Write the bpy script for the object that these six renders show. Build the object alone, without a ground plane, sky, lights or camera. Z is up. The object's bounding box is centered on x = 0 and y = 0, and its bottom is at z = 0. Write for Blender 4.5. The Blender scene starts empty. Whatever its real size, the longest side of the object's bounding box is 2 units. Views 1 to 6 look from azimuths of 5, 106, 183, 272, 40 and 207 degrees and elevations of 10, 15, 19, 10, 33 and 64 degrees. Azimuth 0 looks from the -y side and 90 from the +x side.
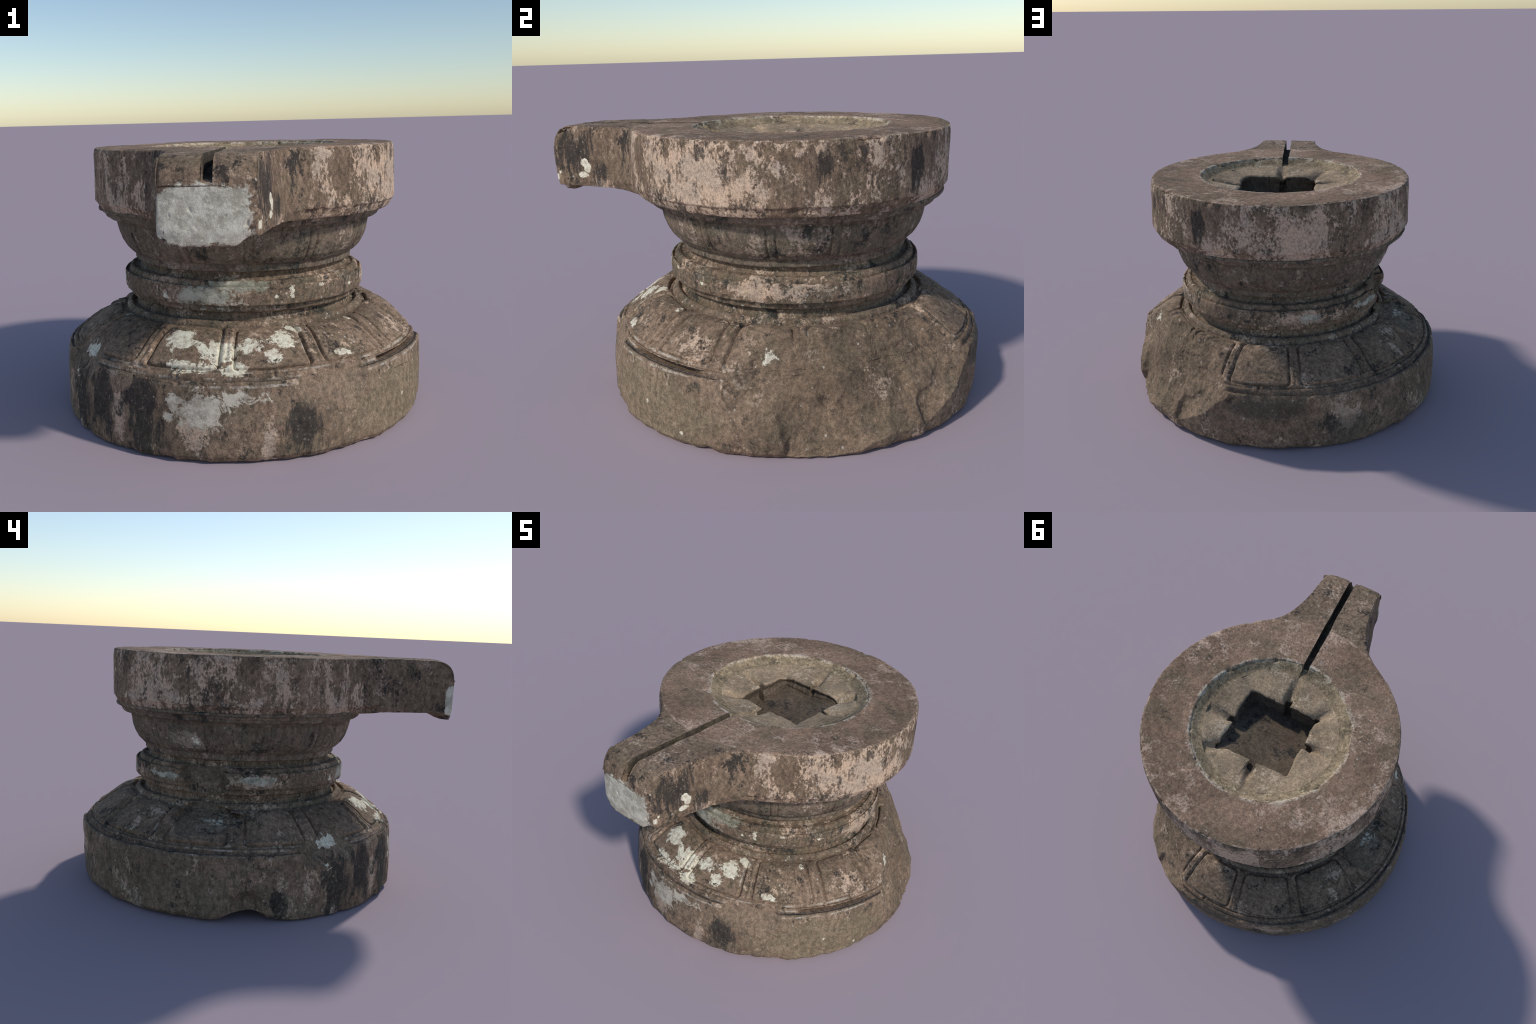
# Weathered stone pedestal with a round basin slab, a drain spout and a lotus base.
import bpy, math, random
import numpy as np
from mathutils import Vector

random.seed(7)
RNG = np.random.RandomState(11)

# --------------------------------------------------------------- noise
_perm = RNG.permutation(256)
_perm = np.concatenate([_perm, _perm, _perm]).astype(np.int32)
_grad = RNG.normal(size=(256, 3))
_grad /= np.linalg.norm(_grad, axis=1)[:, None]


def perlin(p):
    """Gradient noise of an (n,3) array, about -0.7..0.7."""
    i = np.floor(p).astype(np.int64)
    f = p - i
    i &= 255
    u = f * f * f * (f * (f * 6 - 15) + 10)
    out = 0.0
    for dx in (0, 1):
        wx = u[:, 0] if dx else 1 - u[:, 0]
        for dy in (0, 1):
            wy = u[:, 1] if dy else 1 - u[:, 1]
            for dz in (0, 1):
                wz = u[:, 2] if dz else 1 - u[:, 2]
                h = _perm[_perm[_perm[i[:, 0] + dx] + i[:, 1] + dy] + i[:, 2] + dz]
                g = _grad[h]
                d = g[:, 0] * (f[:, 0] - dx) + g[:, 1] * (f[:, 1] - dy) + g[:, 2] * (f[:, 2] - dz)
                out = out + wx * wy * wz * d
    return out


def fbm(p, scale, octaves=3, seed=0.0, gain=0.5):
    s, a, o = scale, 1.0, 0.0
    for k in range(octaves):
        o = o + a * perlin(p * s + seed + 17.3 * k)
        s *= 2.03
        a *= gain
    return o


def sstep(a, b, x):
    t = np.clip((x - a) / (b - a), 0, 1)
    return t * t * (3 - 2 * t)


def bell(x, w):
    return np.exp(-(x / w) ** 2)


def wrap(a):
    return (a + 180.0) % 360.0 - 180.0


# --------------------------------------------------------------- mesh helpers
def normals_of(co, quads):
    a, b, c, d = (co[quads[:, k]] for k in range(4))
    fn = np.cross(c - a, d - b)
    vn = np.zeros_like(co)
    for k in range(4):
        for ax in range(3):
            vn[:, ax] += np.bincount(quads[:, k], fn[:, ax], minlength=len(co))
    l = np.linalg.norm(vn, axis=1)
    l[l == 0] = 1
    return vn / l[:, None]


def grid_quads(nu, nv):
    """Quads of a grid closed in u (columns) and open in v (rows); index = u*nv + v."""
    u = np.arange(nu)
    v = np.arange(nv - 1)
    U, W = np.meshgrid(u, v, indexing="ij")
    U2 = (U + 1) % nu
    q = np.stack([U * nv + W, U2 * nv + W, U2 * nv + W + 1, U * nv + W + 1], -1)
    return q.reshape(-1, 4)


def part(name, co, vn, quads, material, parent):
    """A named object holding some faces of a body, with the whole body's normals."""
    used, inv = np.unique(quads.ravel(), return_inverse=True)
    me = bpy.data.meshes.new(name)
    n, m = len(used), len(quads)
    me.vertices.add(n)
    me.vertices.foreach_set("co", co[used].astype(np.float32).ravel())
    me.loops.add(4 * m)
    me.loops.foreach_set("vertex_index", inv.astype(np.int32).ravel())
    me.polygons.add(m)
    me.polygons.foreach_set("loop_start", np.arange(0, 4 * m, 4, dtype=np.int32))
    me.polygons.foreach_set("loop_total", np.full(m, 4, dtype=np.int32))
    me.polygons.foreach_set("use_smooth", np.ones(m, dtype=bool))
    me.update(calc_edges=True)
    me.validate(verbose=False)
    me.materials.append(material)
    me.normals_split_custom_set_from_vertices([tuple(v) for v in vn[used].tolist()])
    ob = bpy.data.objects.new(name, me)
    bpy.context.scene.collection.objects.link(ob)
    ob.parent = parent
    return ob


# --------------------------------------------------------------- materials
class Nodes:
    def __init__(self, name):
        self.mat = bpy.data.materials.new(name)
        self.mat.use_nodes = True
        self.t = self.mat.node_tree
        self.bsdf = self.t.nodes["Principled BSDF"]
        self.P = self.new("ShaderNodeTexCoord").outputs["Object"]

    def new(self, kind):
        return self.t.nodes.new(kind)

    def put(self, sock, v):
        if isinstance(v, bpy.types.NodeSocket):
            self.t.links.new(v, sock)
        elif isinstance(v, (tuple, list)) and sock.type == "RGBA" and len(v) == 3:
            sock.default_value = (*v, 1)
        else:
            sock.default_value = v

    def math(self, op, a, b=0.0, clamp=False):
        n = self.new("ShaderNodeMath")
        n.operation = op
        n.use_clamp = clamp
        self.put(n.inputs[0], a)
        self.put(n.inputs[1], b)
        return n.outputs[0]

    def vmath(self, op, a, b=(0, 0, 0)):
        n = self.new("ShaderNodeVectorMath")
        n.operation = op
        self.put(n.inputs[0], a)
        self.put(n.inputs[1], b)
        return n.outputs["Value"] if op in ("LENGTH", "DOT_PRODUCT", "DISTANCE") else n.outputs[0]

    def scaled(self, sc, off=(0, 0, 0)):
        n = self.new("ShaderNodeMapping")
        self.put(n.inputs["Vector"], self.P)
        n.inputs["Scale"].default_value = sc
        n.inputs["Location"].default_value = off
        return n.outputs[0]

    def noise(self, scale, detail=4.0, rough=0.6, vec=None, dist=0.0):
        n = self.new("ShaderNodeTexNoise")
        self.put(n.inputs["Vector"], vec if vec is not None else self.P)
        n.inputs["Scale"].default_value = scale
        n.inputs["Detail"].default_value = detail
        n.inputs["Roughness"].default_value = rough
        n.inputs["Distortion"].default_value = dist
        return n.outputs["Fac"]

    def voronoi(self, scale, vec=None):
        n = self.new("ShaderNodeTexVoronoi")
        self.put(n.inputs["Vector"], vec if vec is not None else self.P)
        n.inputs["Scale"].default_value = scale
        return n.outputs["Distance"], n.outputs["Color"]

    def step(self, x, lo, hi, inv=False):
        n = self.new("ShaderNodeMapRange")
        n.interpolation_type = "SMOOTHSTEP"
        self.put(n.inputs["Value"], x)
        n.inputs["From Min"].default_value = lo
        n.inputs["From Max"].default_value = hi
        n.inputs["To Min"].default_value = 1.0 if inv else 0.0
        n.inputs["To Max"].default_value = 0.0 if inv else 1.0
        return n.outputs[0]

    def mix(self, f, a, b, mode="MIX"):
        n = self.new("ShaderNodeMix")
        n.data_type = "RGBA"
        n.blend_type = mode
        self.put(n.inputs[0], f)
        self.put(n.inputs[6], a)
        self.put(n.inputs[7], b)
        return n.outputs[2]

    def mul(self, a, b):
        return self.math("MULTIPLY", a, b)

    def add(self, a, b):
        return self.math("ADD", a, b)

    def maxi(self, a, b):
        return self.math("MAXIMUM", a, b)

    def field(self, blobs, box=False):
        """Highest of several soft bumps: 1 at a centre, 0 on the edge of its ellipsoid."""
        best = None
        for c, r in blobs:
            v = self.vmath("DIVIDE", self.vmath("SUBTRACT", self.P, c), r)
            if box:
                v2 = self.vmath("MULTIPLY", v, v)
                d = self.math("POWER", self.vmath("DOT_PRODUCT", v2, v2), 0.25)
            else:
                d = self.vmath("LENGTH", v)
            f = self.math("SUBTRACT", 1.0, d)
            best = f if best is None else self.maxi(best, f)
        return best


BROWN = (0.238, 0.168, 0.117)
PINK = (0.560, 0.405, 0.290)
BLACK = (0.040, 0.036, 0.033)
OLIVE = (0.150, 0.125, 0.082)
CREAM = (0.830, 0.785, 0.620)


def stone(name, mid=BROWN, light=PINK, dark=BLACK, light_cut=0.55, dark_cut=0.42, streak=0.0, green=0.0, specks=0.3, crust=0.9,
          cream=(), chalk=(), chalk_box=(), stain=(), pale=(), rings=(), seams=(), bump=0.5, mottle=1.0, cream_rag=0.95, stain_bias=0.0, wash=(), scale=1.0, edge=1.0,
          chalk_tint=((0.56, 0.525, 0.42), (0.76, 0.715, 0.575))):
    """Old sandstone: brown, with scoured light patches, dark crust, lichen and grain."""
    n = Nodes(name)
    sz = 1.0 - 0.70 * streak
    sv = n.scaled((1, 1, sz))
    big = n.noise(6.0 * scale, 4, 0.62, sv)
    med = n.noise(21.0 * scale, 7, 0.74, n.scaled((1, 1, sz), (3, 1, 2)))
    fine = n.noise(80.0, 4, 0.75, n.scaled((1, 1, 0.5 + 0.5 * sz)))
    grain = n.noise(240.0, 2, 0.7)
    rag = n.add(n.mul(n.math("SUBTRACT", n.noise(15.0, 9, 0.78, n.scaled((1, 1, 1.25), (4, 8, 2)), 0.6), 0.5), 4.2), n.mul(n.math("SUBTRACT", fine, 0.5), 0.8))
    drip = n.add(n.mul(n.math("SUBTRACT", n.noise(22.0, 8, 0.78, n.scaled((1, 1, 0.28)), 0.3), 0.5), 4.2), n.mul(n.math("SUBTRACT", fine, 0.5), 1.2))
    # tone of the bare stone
    tone = n.mix(n.step(n.noise(2.6, 3, 0.55), 0.36, 0.64), tuple(0.80 * c for c in mid), tuple(1.16 * c for c in mid))
    col = n.mix(n.mul(n.step(n.noise(7.0, 5, 0.65, n.scaled((1, 1, 1), (3.1, 1.7, 0.4))), 0.44, 0.66), 0.50), tone, OLIVE)
    m2 = n.step(n.noise(38.0, 5, 0.7, n.scaled((1, 1, sz), (8, 3, 1))), 0.34, 0.66)
    lo, hi = 1 - 0.34 * mottle, 1 + 0.30 * mottle
    col = n.mix(1.0, col, n.mix(m2, (lo, lo, lo), (hi, hi * 0.985, hi * 0.97)), "MULTIPLY")
    # dark run-off stains
    if stain:
        f = n.add(n.add(n.field(stain), stain_bias), n.mul(drip, 1.0))
        sm = n.step(f, 0.18, 0.40)
        col = n.mix(n.mul(sm, 0.86), col, n.mix(n.step(fine, 0.60, 0.68), BLACK, mid))
    # scoured light patches
    a = n.add(n.add(n.mul(big, 0.40), n.mul(med, 0.38)), n.mul(fine, 0.22))
    if pale:
        f = n.maxi(n.field([(c, r) for c, r, k in pale]), 0.0)
        a = n.add(a, n.mul(f, pale[0][2]))
    lf = n.step(a, light_cut - 0.022 * edge, light_cut + 0.030 * edge)
    if stain:
        lf = n.mul(lf, n.math("SUBTRACT", 1.0, n.mul(sm, 0.75)))
    lcol = n.mix(n.step(n.noise(9.0, 4, 0.6, n.scaled((1, 1, 1), (9, 2, 7))), 0.36, 0.64), light, (light[0] * 0.80, light[1] * 0.86, light[2] * 0.92))
    col = n.mix(n.mul(lf, 0.92), col, lcol)
    # dark crust
    d0 = n.noise(8.0, 5, 0.66, n.scaled((1.15, 1.15, sz * 1.1), (7.7, 2.2, 5.0)))
    d1 = n.add(n.add(n.mul(d0, 0.50), n.mul(n.noise(24.0, 6, 0.75, n.scaled((1, 1, sz), (2, 9, 4))), 0.34)), n.mul(fine, 0.16))
    df = n.step(d1, dark_cut - 0.03, dark_cut + 0.035, True)
    col = n.mix(n.mul(df, crust), col, dark)
    for c, r, colour, k in wash:
        f = n.add(n.field([(c, r)]), n.mul(rag, 0.25))
        col = n.mix(n.mul(n.step(f, 0.05, 0.45), k), col, n.mix(m2, tuple(0.8 * v for v in colour), tuple(1.2 * v for v in colour)))
    if green:
        g = n.mul(n.step(n.noise(11.0, 5, 0.65, n.scaled((1, 1, 2.0), (1, 4, 2))), 0.42, 0.62), green)
        col = n.mix(g, col, (0.135, 0.145, 0.105))
    # rings and seams: pale lines and a dark band where an edge runs round the axis or down between petals
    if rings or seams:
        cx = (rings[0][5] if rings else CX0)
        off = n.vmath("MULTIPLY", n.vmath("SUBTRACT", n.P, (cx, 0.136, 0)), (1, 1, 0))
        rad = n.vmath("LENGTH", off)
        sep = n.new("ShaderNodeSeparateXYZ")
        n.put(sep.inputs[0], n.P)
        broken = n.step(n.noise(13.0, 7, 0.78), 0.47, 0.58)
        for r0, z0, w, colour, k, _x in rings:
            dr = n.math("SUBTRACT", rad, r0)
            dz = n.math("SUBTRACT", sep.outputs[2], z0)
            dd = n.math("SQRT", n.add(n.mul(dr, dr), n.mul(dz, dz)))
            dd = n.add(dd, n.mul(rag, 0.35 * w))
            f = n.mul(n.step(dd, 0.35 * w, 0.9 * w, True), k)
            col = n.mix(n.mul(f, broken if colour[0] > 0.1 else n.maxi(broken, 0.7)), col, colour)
        if seams:
            so = n.new("ShaderNodeSeparateXYZ")
            n.put(so.inputs[0], off)
            az = n.math("ARCTAN2", so.outputs[0], n.mul(so.outputs[1], -1.0))
            best = None
            for a_deg in seams:
                d = n.math("ABSOLUTE", n.math("SINE", n.mul(n.math("SUBTRACT", az, math.radians(a_deg)), 0.5)))
                best = d if best is None else n.math("MINIMUM", best, d)
            d = n.add(n.mul(n.mul(best, 2.0), rad), n.mul(rag, 0.0035))
            f = n.mul(n.step(d, 0.0015, 0.006, True), n.step(n.noise(8.0, 6, 0.75, n.scaled((1, 1, 1), (4, 4, 1))), 0.53, 0.62))
            f = n.mul(f, n.step(sep.outputs[2], 0.345, 0.36))
            col = n.mix(n.mul(f, 0.75), col, (0.56, 0.50, 0.42))
    # small pale lichen specks
    if specks:
        vd, vc = n.voronoi(42.0)
        sel = n.new("ShaderNodeSeparateColor")
        n.put(sel.inputs[0], vc)
        spot = n.mul(n.step(n.add(vd, n.mul(n.math("SUBTRACT", fine, 0.5), 1.2)), 0.12, 0.24, True), n.step(sel.outputs[0], 0.90 - 0.12 * specks, 0.91 - 0.12 * specks))
        spot = n.mul(spot, n.step(n.noise(3.2, 4, 0.65, n.scaled((1, 1, 1), (5, 5, 5))), 0.46, 0.58))
        col = n.mix(n.mul(spot, 0.85), col, (0.60, 0.545, 0.46))
    # grain
    g = n.step(n.add(n.mul(fine, 0.5), n.mul(grain, 0.5)), 0.35, 0.65)
    col = n.mix(1.0, col, n.mix(g, (0.72, 0.715, 0.71), (1.28, 1.27, 1.26)), "MULTIPLY")
    if chalk or chalk_box:
        f = n.field(chalk) if chalk else n.field(chalk_box, True)
        if chalk and chalk_box:
            f = n.maxi(f, n.mul(n.field(chalk_box, True), 2.2))
        elif chalk_box:
            f = n.mul(f, 2.2)
        m = n.step(n.add(f, n.mul(rag, 0.62 if chalk_box else 1.05)), 0.20, 0.40)
        tint = n.mix(n.step(n.noise(16.0, 8, 0.76), 0.40, 0.60), *chalk_tint)
        tint = n.mix(n.mul(n.step(n.noise(9.0, 4, 0.6), 0.52, 0.66), 0.6), tint, (0.58, 0.50, 0.41))
        col = n.mix(n.mul(m, 0.92), col, tint)
    if cream:
        m = n.step(n.add(n.field(cream), n.mul(rag, cream_rag)), 0.16, 0.23)
        m = n.mul(m, n.step(n.noise(48.0, 6, 0.75, n.scaled((1, 1, 1), (6, 6, 6))), 0.37, 0.44))
        tint = n.mix(n.step(n.noise(52.0, 6, 0.75), 0.40, 0.56), (0.60, 0.51, 0.385), CREAM)
        col = n.mix(m, col, tint)
    col = n.mix(1.0, col, n.mix(g, (0.90, 0.90, 0.90), (1.10, 1.10, 1.10)), "MULTIPLY")
    n.put(n.bsdf.inputs["Base Color"], col)
    n.bsdf.inputs["Roughness"].default_value = 0.92
    n.bsdf.inputs["Specular IOR Level"].default_value = 0.18
    b = n.new("ShaderNodeBump")
    b.inputs["Strength"].default_value = bump
    b.inputs["Distance"].default_value = 0.008
    n.put(b.inputs["Height"], n.add(n.mul(fine, 0.6), n.add(n.mul(grain, 0.25), n.mul(med, 0.6))))
    n.put(n.bsdf.inputs["Normal"], b.outputs[0])
    return n.mat


CX0 = -0.004

# --------------------------------------------------------------- the turned column
CX, CY = -0.004, 0.135
DRUM = [(0.0, 0.0), (0.81, 0.0), (0.838, 0.006), (0.855, 0.028), (0.862, 0.08), (0.864, 0.15), (0.861, 0.25), (0.858, 0.29), (0.855, 0.312), (0.850, 0.319)]
LOTUS = [(0.842, 0.319), (0.830, 0.315), (0.827, 0.332), (0.822, 0.341), (0.813, 0.342), (0.808, 0.336), (0.803, 0.343), (0.800, 0.353), (0.795, 0.359), (0.775, 0.371), (0.750, 0.388),
         (0.720, 0.414), (0.690, 0.435), (0.660, 0.452), (0.630, 0.463), (0.602, 0.466), (0.585, 0.462), (0.578, 0.458)]
WAIST = [(0.575, 0.461), (0.572, 0.474), (0.564, 0.485), (0.552, 0.490), (0.545, 0.486), (0.538, 0.470), (0.523, 0.474), (0.514, 0.518), (0.540, 0.524), (0.548, 0.530), (0.550, 0.546), (0.546, 0.556), (0.556, 0.562),
         (0.566, 0.556), (0.573, 0.561), (0.576, 0.600), (0.575, 0.636), (0.572, 0.641), (0.567, 0.644), (0.562, 0.634), (0.556, 0.633), (0.553, 0.650), (0.546, 0.661), (0.532, 0.664), (0.525, 0.656), (0.503, 0.656), (0.490, 0.672), (0.493, 0.690)]
BOWL = [(0.514, 0.693), (0.520, 0.698), (0.520, 0.721), (0.522, 0.726), (0.537, 0.734), (0.562, 0.760), (0.580, 0.793), (0.592, 0.828), (0.599, 0.862), (0.602, 0.886)]
CORNICE = [(0.608, 0.893), (0.640, 0.898), (0.648, 0.903), (0.650, 0.914), (0.657, 0.917), (0.659, 0.928), (0.674, 0.931), (0.682, 0.934), (0.682, 0.946), (0.655, 0.952)]


def resample(groups, step):
    pts, tag = [], []
    for gi, g in enumerate(groups):
        for p in g:
            pts.append(p)
            tag.append(gi)
    pts = np.array(pts)
    out, lab, s_in = [pts[0]], [0], [0.0]
    for i in range(len(pts) - 1):
        a, b = pts[i], pts[i + 1]
        L = np.linalg.norm(b - a)
        st = 0.06 if (a[1] < 0.001 and b[1] < 0.001) else step
        k = max(1, int(round(L / st)))
        for j in range(1, k + 1):
            out.append(a + (b - a) * j / k)
            lab.append(tag[i] if j < k else tag[i + 1])
    return np.array(out), np.array(lab)


prof, plab = resample([DRUM, LOTUS, WAIST, BOWL, CORNICE], 0.0034)
# round the turned corners very slightly
sm = prof.copy()
sm[1:-1] = 0.25 * prof[:-2] + 0.5 * prof[1:-1] + 0.25 * prof[2:]
prof = sm
seg = np.r_[0, np.cumsum(np.linalg.norm(np.diff(prof, axis=0), axis=1))]
tan = np.gradient(prof, axis=0)
tan /= np.linalg.norm(tan, axis=1)[:, None]
nrm = np.stack([tan[:, 1], -tan[:, 0]], 1)          # outward in (r, z)

NU, NV = 1440, len(prof)
az = np.arange(NU) * 360.0 / NU                       # 0 = front (-y), 90 = +x
AZ = np.repeat(az, NV)
IV = np.tile(np.arange(NV), NU)
R0, Z0 = prof[IV, 0], prof[IV, 1]
LAB = plab[IV]
ar = np.radians(AZ)
DX, DY = np.sin(ar), -np.cos(ar)
P0 = np.stack([CX + R0 * DX, CY + R0 * DY, Z0], 1)


def rounded_box(x, y, hx, hy, rad):
    qx, qy = np.abs(x) - hx + rad, np.abs(y) - hy + rad
    return np.minimum(np.maximum(qx, qy), 0) + np.hypot(np.maximum(qx, 0), np.maximum(qy, 0)) - rad


def petals(centres, widths, s_lo, s_hi, rad):
    """Distance to the nearest petal outline (negative inside), its number, and 0..1 across it."""
    c = np.array(centres, float)
    gap = (np.roll(c, -1) - c) % 360.0
    best = np.full(len(AZ), 9.0)
    who = np.zeros(len(AZ), int)
    frac = np.zeros(len(AZ))
    S = seg[IV]
    for k in range(len(c)):
        mid = c[k] + gap[k] / 2
        hw = np.radians(gap[k] / 2) * R0 - widths[k] / 2 * (0.55 + 0.45 * R0 / 0.8)
        d = rounded_box(np.radians(wrap(AZ - mid)) * R0, S - (s_lo + s_hi) / 2, hw, (s_hi - s_lo) / 2, rad)
        m = d < best
        best[m], who[m] = d[m], k
        frac[m] = (np.radians(wrap(AZ - mid)) * R0 / hw)[m]
    return best, who, frac


# grooves between the lotus petals stand in pairs at these azimuths
PAIRS = [27.5, 56.5, 80.7, 105.7, 133.0, 160.6, 186.4, 214.9, 245.0, 273.5, 302.0, 332.5, 360.0]
PW = [0.070, 0.066, 0.066, 0.058, 0.050, 0.050, 0.056, 0.056, 0.080, 0.090, 0.064, 0.064, 0.058]
i_lip = int(np.argmin(np.hypot(prof[:, 0] - 0.801, prof[:, 1] - 0.356)))
i_top = int(np.argmin(np.hypot(prof[:, 0] - 0.592, prof[:, 1] - 0.464)))
LD, LW, LF = petals(PAIRS, PW, seg[i_lip], seg[i_top], 0.026)
# shallow petals on the bowl
BPAIRS = [8.0, 36.0, 66.0, 95.0, 120.5, 146.0, 171.5, 198.0, 227.0, 258.8, 286.5, 313.0, 340.0]
i_b0 = int(np.argmin(np.hypot(prof[:, 0] - 0.528, prof[:, 1] - 0.737)))
i_b1 = int(np.argmin(np.hypot(prof[:, 0] - 0.601, prof[:, 1] - 0.884)))
BD, BW, BF = petals(BPAIRS, [0.042] * 13, seg[i_b0], seg[i_b1], 0.014)

disp = np.zeros(len(AZ))
lot = sstep(seg[i_lip] - 0.012, seg[i_lip], seg[IV]) * (1 - sstep(seg[i_top], seg[i_top] + 0.012, seg[IV]))
soft = 0.95 + 0.3 * np.clip(fbm(P0, 3.0, 2, 4.0) * 2, -1, 1)         # some grooves are more worn
disp += lot * (-0.0120 * soft * bell(LD, 0.0058) + np.where(LD < 0, 0.002 * sstep(0, 0.012, -LD) - 0.002 + 0.008 * np.clip(1 - LF ** 2, 0, 1), 0.006 * bell(LD - 0.018, 0.012)))
bow = sstep(seg[i_b0] - 0.01, seg[i_b0] + 0.004, seg[IV]) * (1 - sstep(seg[i_b1] - 0.004, seg[i_b1] + 0.006, seg[IV]))
disp += bow * (-0.0068 * soft * bell(BD, 0.0042) + np.where(BD < 0, 0.003 * np.clip(1 - BF ** 2, 0, 1), 0.001))
# the lip under the petals is notched at the middle of each petal
mid_notch = bell(LF, 0.035) * (LD > 0) * (Z0 > 0.328) * (Z0 < 0.357) * (LAB == 1)
disp += -0.006 * mid_notch + 0.005 * bell(np.abs(LF) - 0.09, 0.05) * (LD > 0) * (Z0 > 0.328) * (Z0 < 0.352) * (LAB == 1)
# deep undercut in the ledge to the right of the spout
ledge = bell(R0 - 0.832, 0.012) * (np.abs(Z0 - 0.321) < 0.012)
crack = sstep(46, 53, AZ) * (1 - sstep(72, 80, AZ)) * ((Z0 > 0.3205) & (Z0 < 0.337) & (R0 > 0.82) & (R0 < 0.85) & (LAB == 1))
# wear: the stone is nowhere true
disp += 0.0050 * fbm(P0, 2.2, 2, 1.0) + 0.0035 * fbm(P0, 9.0, 3, 2.0) + 0.0011 * fbm(P0, 45.0, 2, 3.0)
pit = fbm(P0, 30.0, 2, 8.0)
disp -= 0.005 * sstep(0.42, 0.75, pit) * (LAB == 0)
chips = fbm(P0, 14.0, 3, 21.0)
edge_zone = bell(R0 - 0.853, 0.012) * bell(Z0 - 0.320, 0.014) + bell(R0 - 0.570, 0.010) * bell(Z0 - 0.566, 0.012) + bell(R0 - 0.565, 0.012) * bell(Z0 - 0.648, 0.012) \
    + bell(R0 - 0.648, 0.016) * bell(Z0 - 0.885, 0.016) + bell(R0 - 0.682, 0.016) * bell(Z0 - 0.930, 0.012)
disp -= np.where(LAB == 2, 0.006, 0.014) * edge_zone * sstep(0.10, 0.5, chips)

R = R0 + disp * nrm[IV, 0] - 0.042 * crack
Z = Z0 + disp * nrm[IV, 1] - 0.015 * crack * (R0 > 0.8275)

R += (LAB == 0) * (R0 > 0.5) * sstep(0.0, 0.03, Z0) * (0.003 * bell(wrap(AZ - 255), 25) - 0.013 * bell(wrap(AZ - 314), 30) - 0.010 * bell(wrap(AZ - 200), 22) * (1 - sstep(0.2, 0.3, Z0)))
# the drum is not quite round and its foot is rough
ang = np.stack([DX * 1.3, DY * 1.3, np.zeros(len(AZ))], 1)
rim_wobble = fbm(ang, 2.4, 3, 31.0)
foot = 1 - sstep(0.0, 0.11, Z0)
back = sstep(105, 150, AZ) * (1 - sstep(215, 250, AZ))
R -= (R0 > 0.5) * foot * (0.022 * np.clip(fbm(ang, 5.5, 3, 51.0), -0.3, 1) - 0.003 + 0.004 * back + 0.010 * bell(AZ - 110, 24))
Z += (LAB == 0) * (R0 > 0.70) * (1 - sstep(0.0, 0.06, Z0)) * 0.002 * back
foot_rag = np.clip(fbm(ang, 6.0, 4, 61.0), -0.5, 0.8)
Z += (LAB == 0) * (1 - sstep(0.0, 0.06, Z0)) * (R0 > 0.70) * np.clip(0.03 * foot_rag - 0.006, 0, 0.02)
# arched hollow in the foot, at the left
hol = bell(wrap(AZ - 278.0), 5.2) * (1 - sstep(0.10, 0.17, Z0 + 0.0009 * wrap(AZ - 278.0) ** 2)) * (LAB == 0)
R -= 0.060 * hol * (R0 > 0.6)
Z += 0.055 * bell(wrap(AZ - 277.0), 6.5) * (1 - sstep(0.0, 0.05, Z0)) * (R0 > 0.70) * (LAB == 0)
# small hole in the drum on the shaded side
R -= 0.016 * bell(wrap(AZ - 251.5), 1.1) * bell(Z0 - 0.245, 0.009) * (LAB == 0)
# the scratch to the right of the spout
sc = Z0 - (0.262 - 0.0009 * (AZ - 57.5))
R -= 0.011 * bell(sc, 0.004) * (1 - sstep(3.6, 4.8, np.abs(AZ - 57.8))) * (LAB == 0)


def worn(a0, a1, soft_deg, k0, z0, slope):
    """Limit the radius of the drum's shoulder to a worn bevel between two azimuths."""
    global R
    w = sstep(-soft_deg, soft_deg, wrap(AZ - a0)) * sstep(-soft_deg, soft_deg, wrap(a1 - AZ))
    lim = k0 - slope * np.maximum(Z - z0, 0) + (1 - w) * 0.16 + 0.006 * fbm(P0, 8.0, 3, 71.0)
    sel = (Z > z0 - 0.03) & (Z < 0.40) & (LAB <= 1)
    R = np.where(sel, np.minimum(R, lim), R)


worn(15.0, 46.0, 9.0, 0.866, 0.200, 0.42)
worn(293.0, 320.0, 6.0, 0.857, 0.235, 0.66)
worn(166.0, 194.0, 5.0, 0.858, 0.288, 0.75)
worn(79.0, 97.0, 5.0, 0.862, 0.255, 0.55)
worn(340.0, 352.0, 5.0, 0.866, 0.295, 0.35)

# the big break: two facets of a split, lumpy
X, Y = CX + R * DX, CY + R * DY
PP = np.stack([X, Y, Z], 1)
# broad chisel-like facets: tilted cells blended over a narrow seam
fs = np.array([(RNG.uniform(84, 172), RNG.uniform(0.0, 0.50)) for _ in range(46)])
ft = np.stack([RNG.uniform(-0.005, 0.005, 46), RNG.normal(0, 0.085, 46), RNG.normal(0, 0.075, 46)], 1)
wob_a, wob_z = 3.0 * fbm(PP, 7.0, 2, 84.0), 0.035 * fbm(PP, 7.0, 2, 85.0)
acc, wsum = np.zeros(len(AZ)), np.full(len(AZ), 1e-9)
for (fa, fz), (h0, ta, tz) in zip(fs, ft):
    da = np.radians(AZ + wob_a - fa) * 0.8
    dz = Z + wob_z - fz
    w = np.exp(-np.minimum((da / 0.058) ** 2 + (dz / 0.080) ** 2, 60))
    w = w ** 1.3
    acc += w * (h0 + ta * da + tz * dz)
    wsum += w
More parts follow.
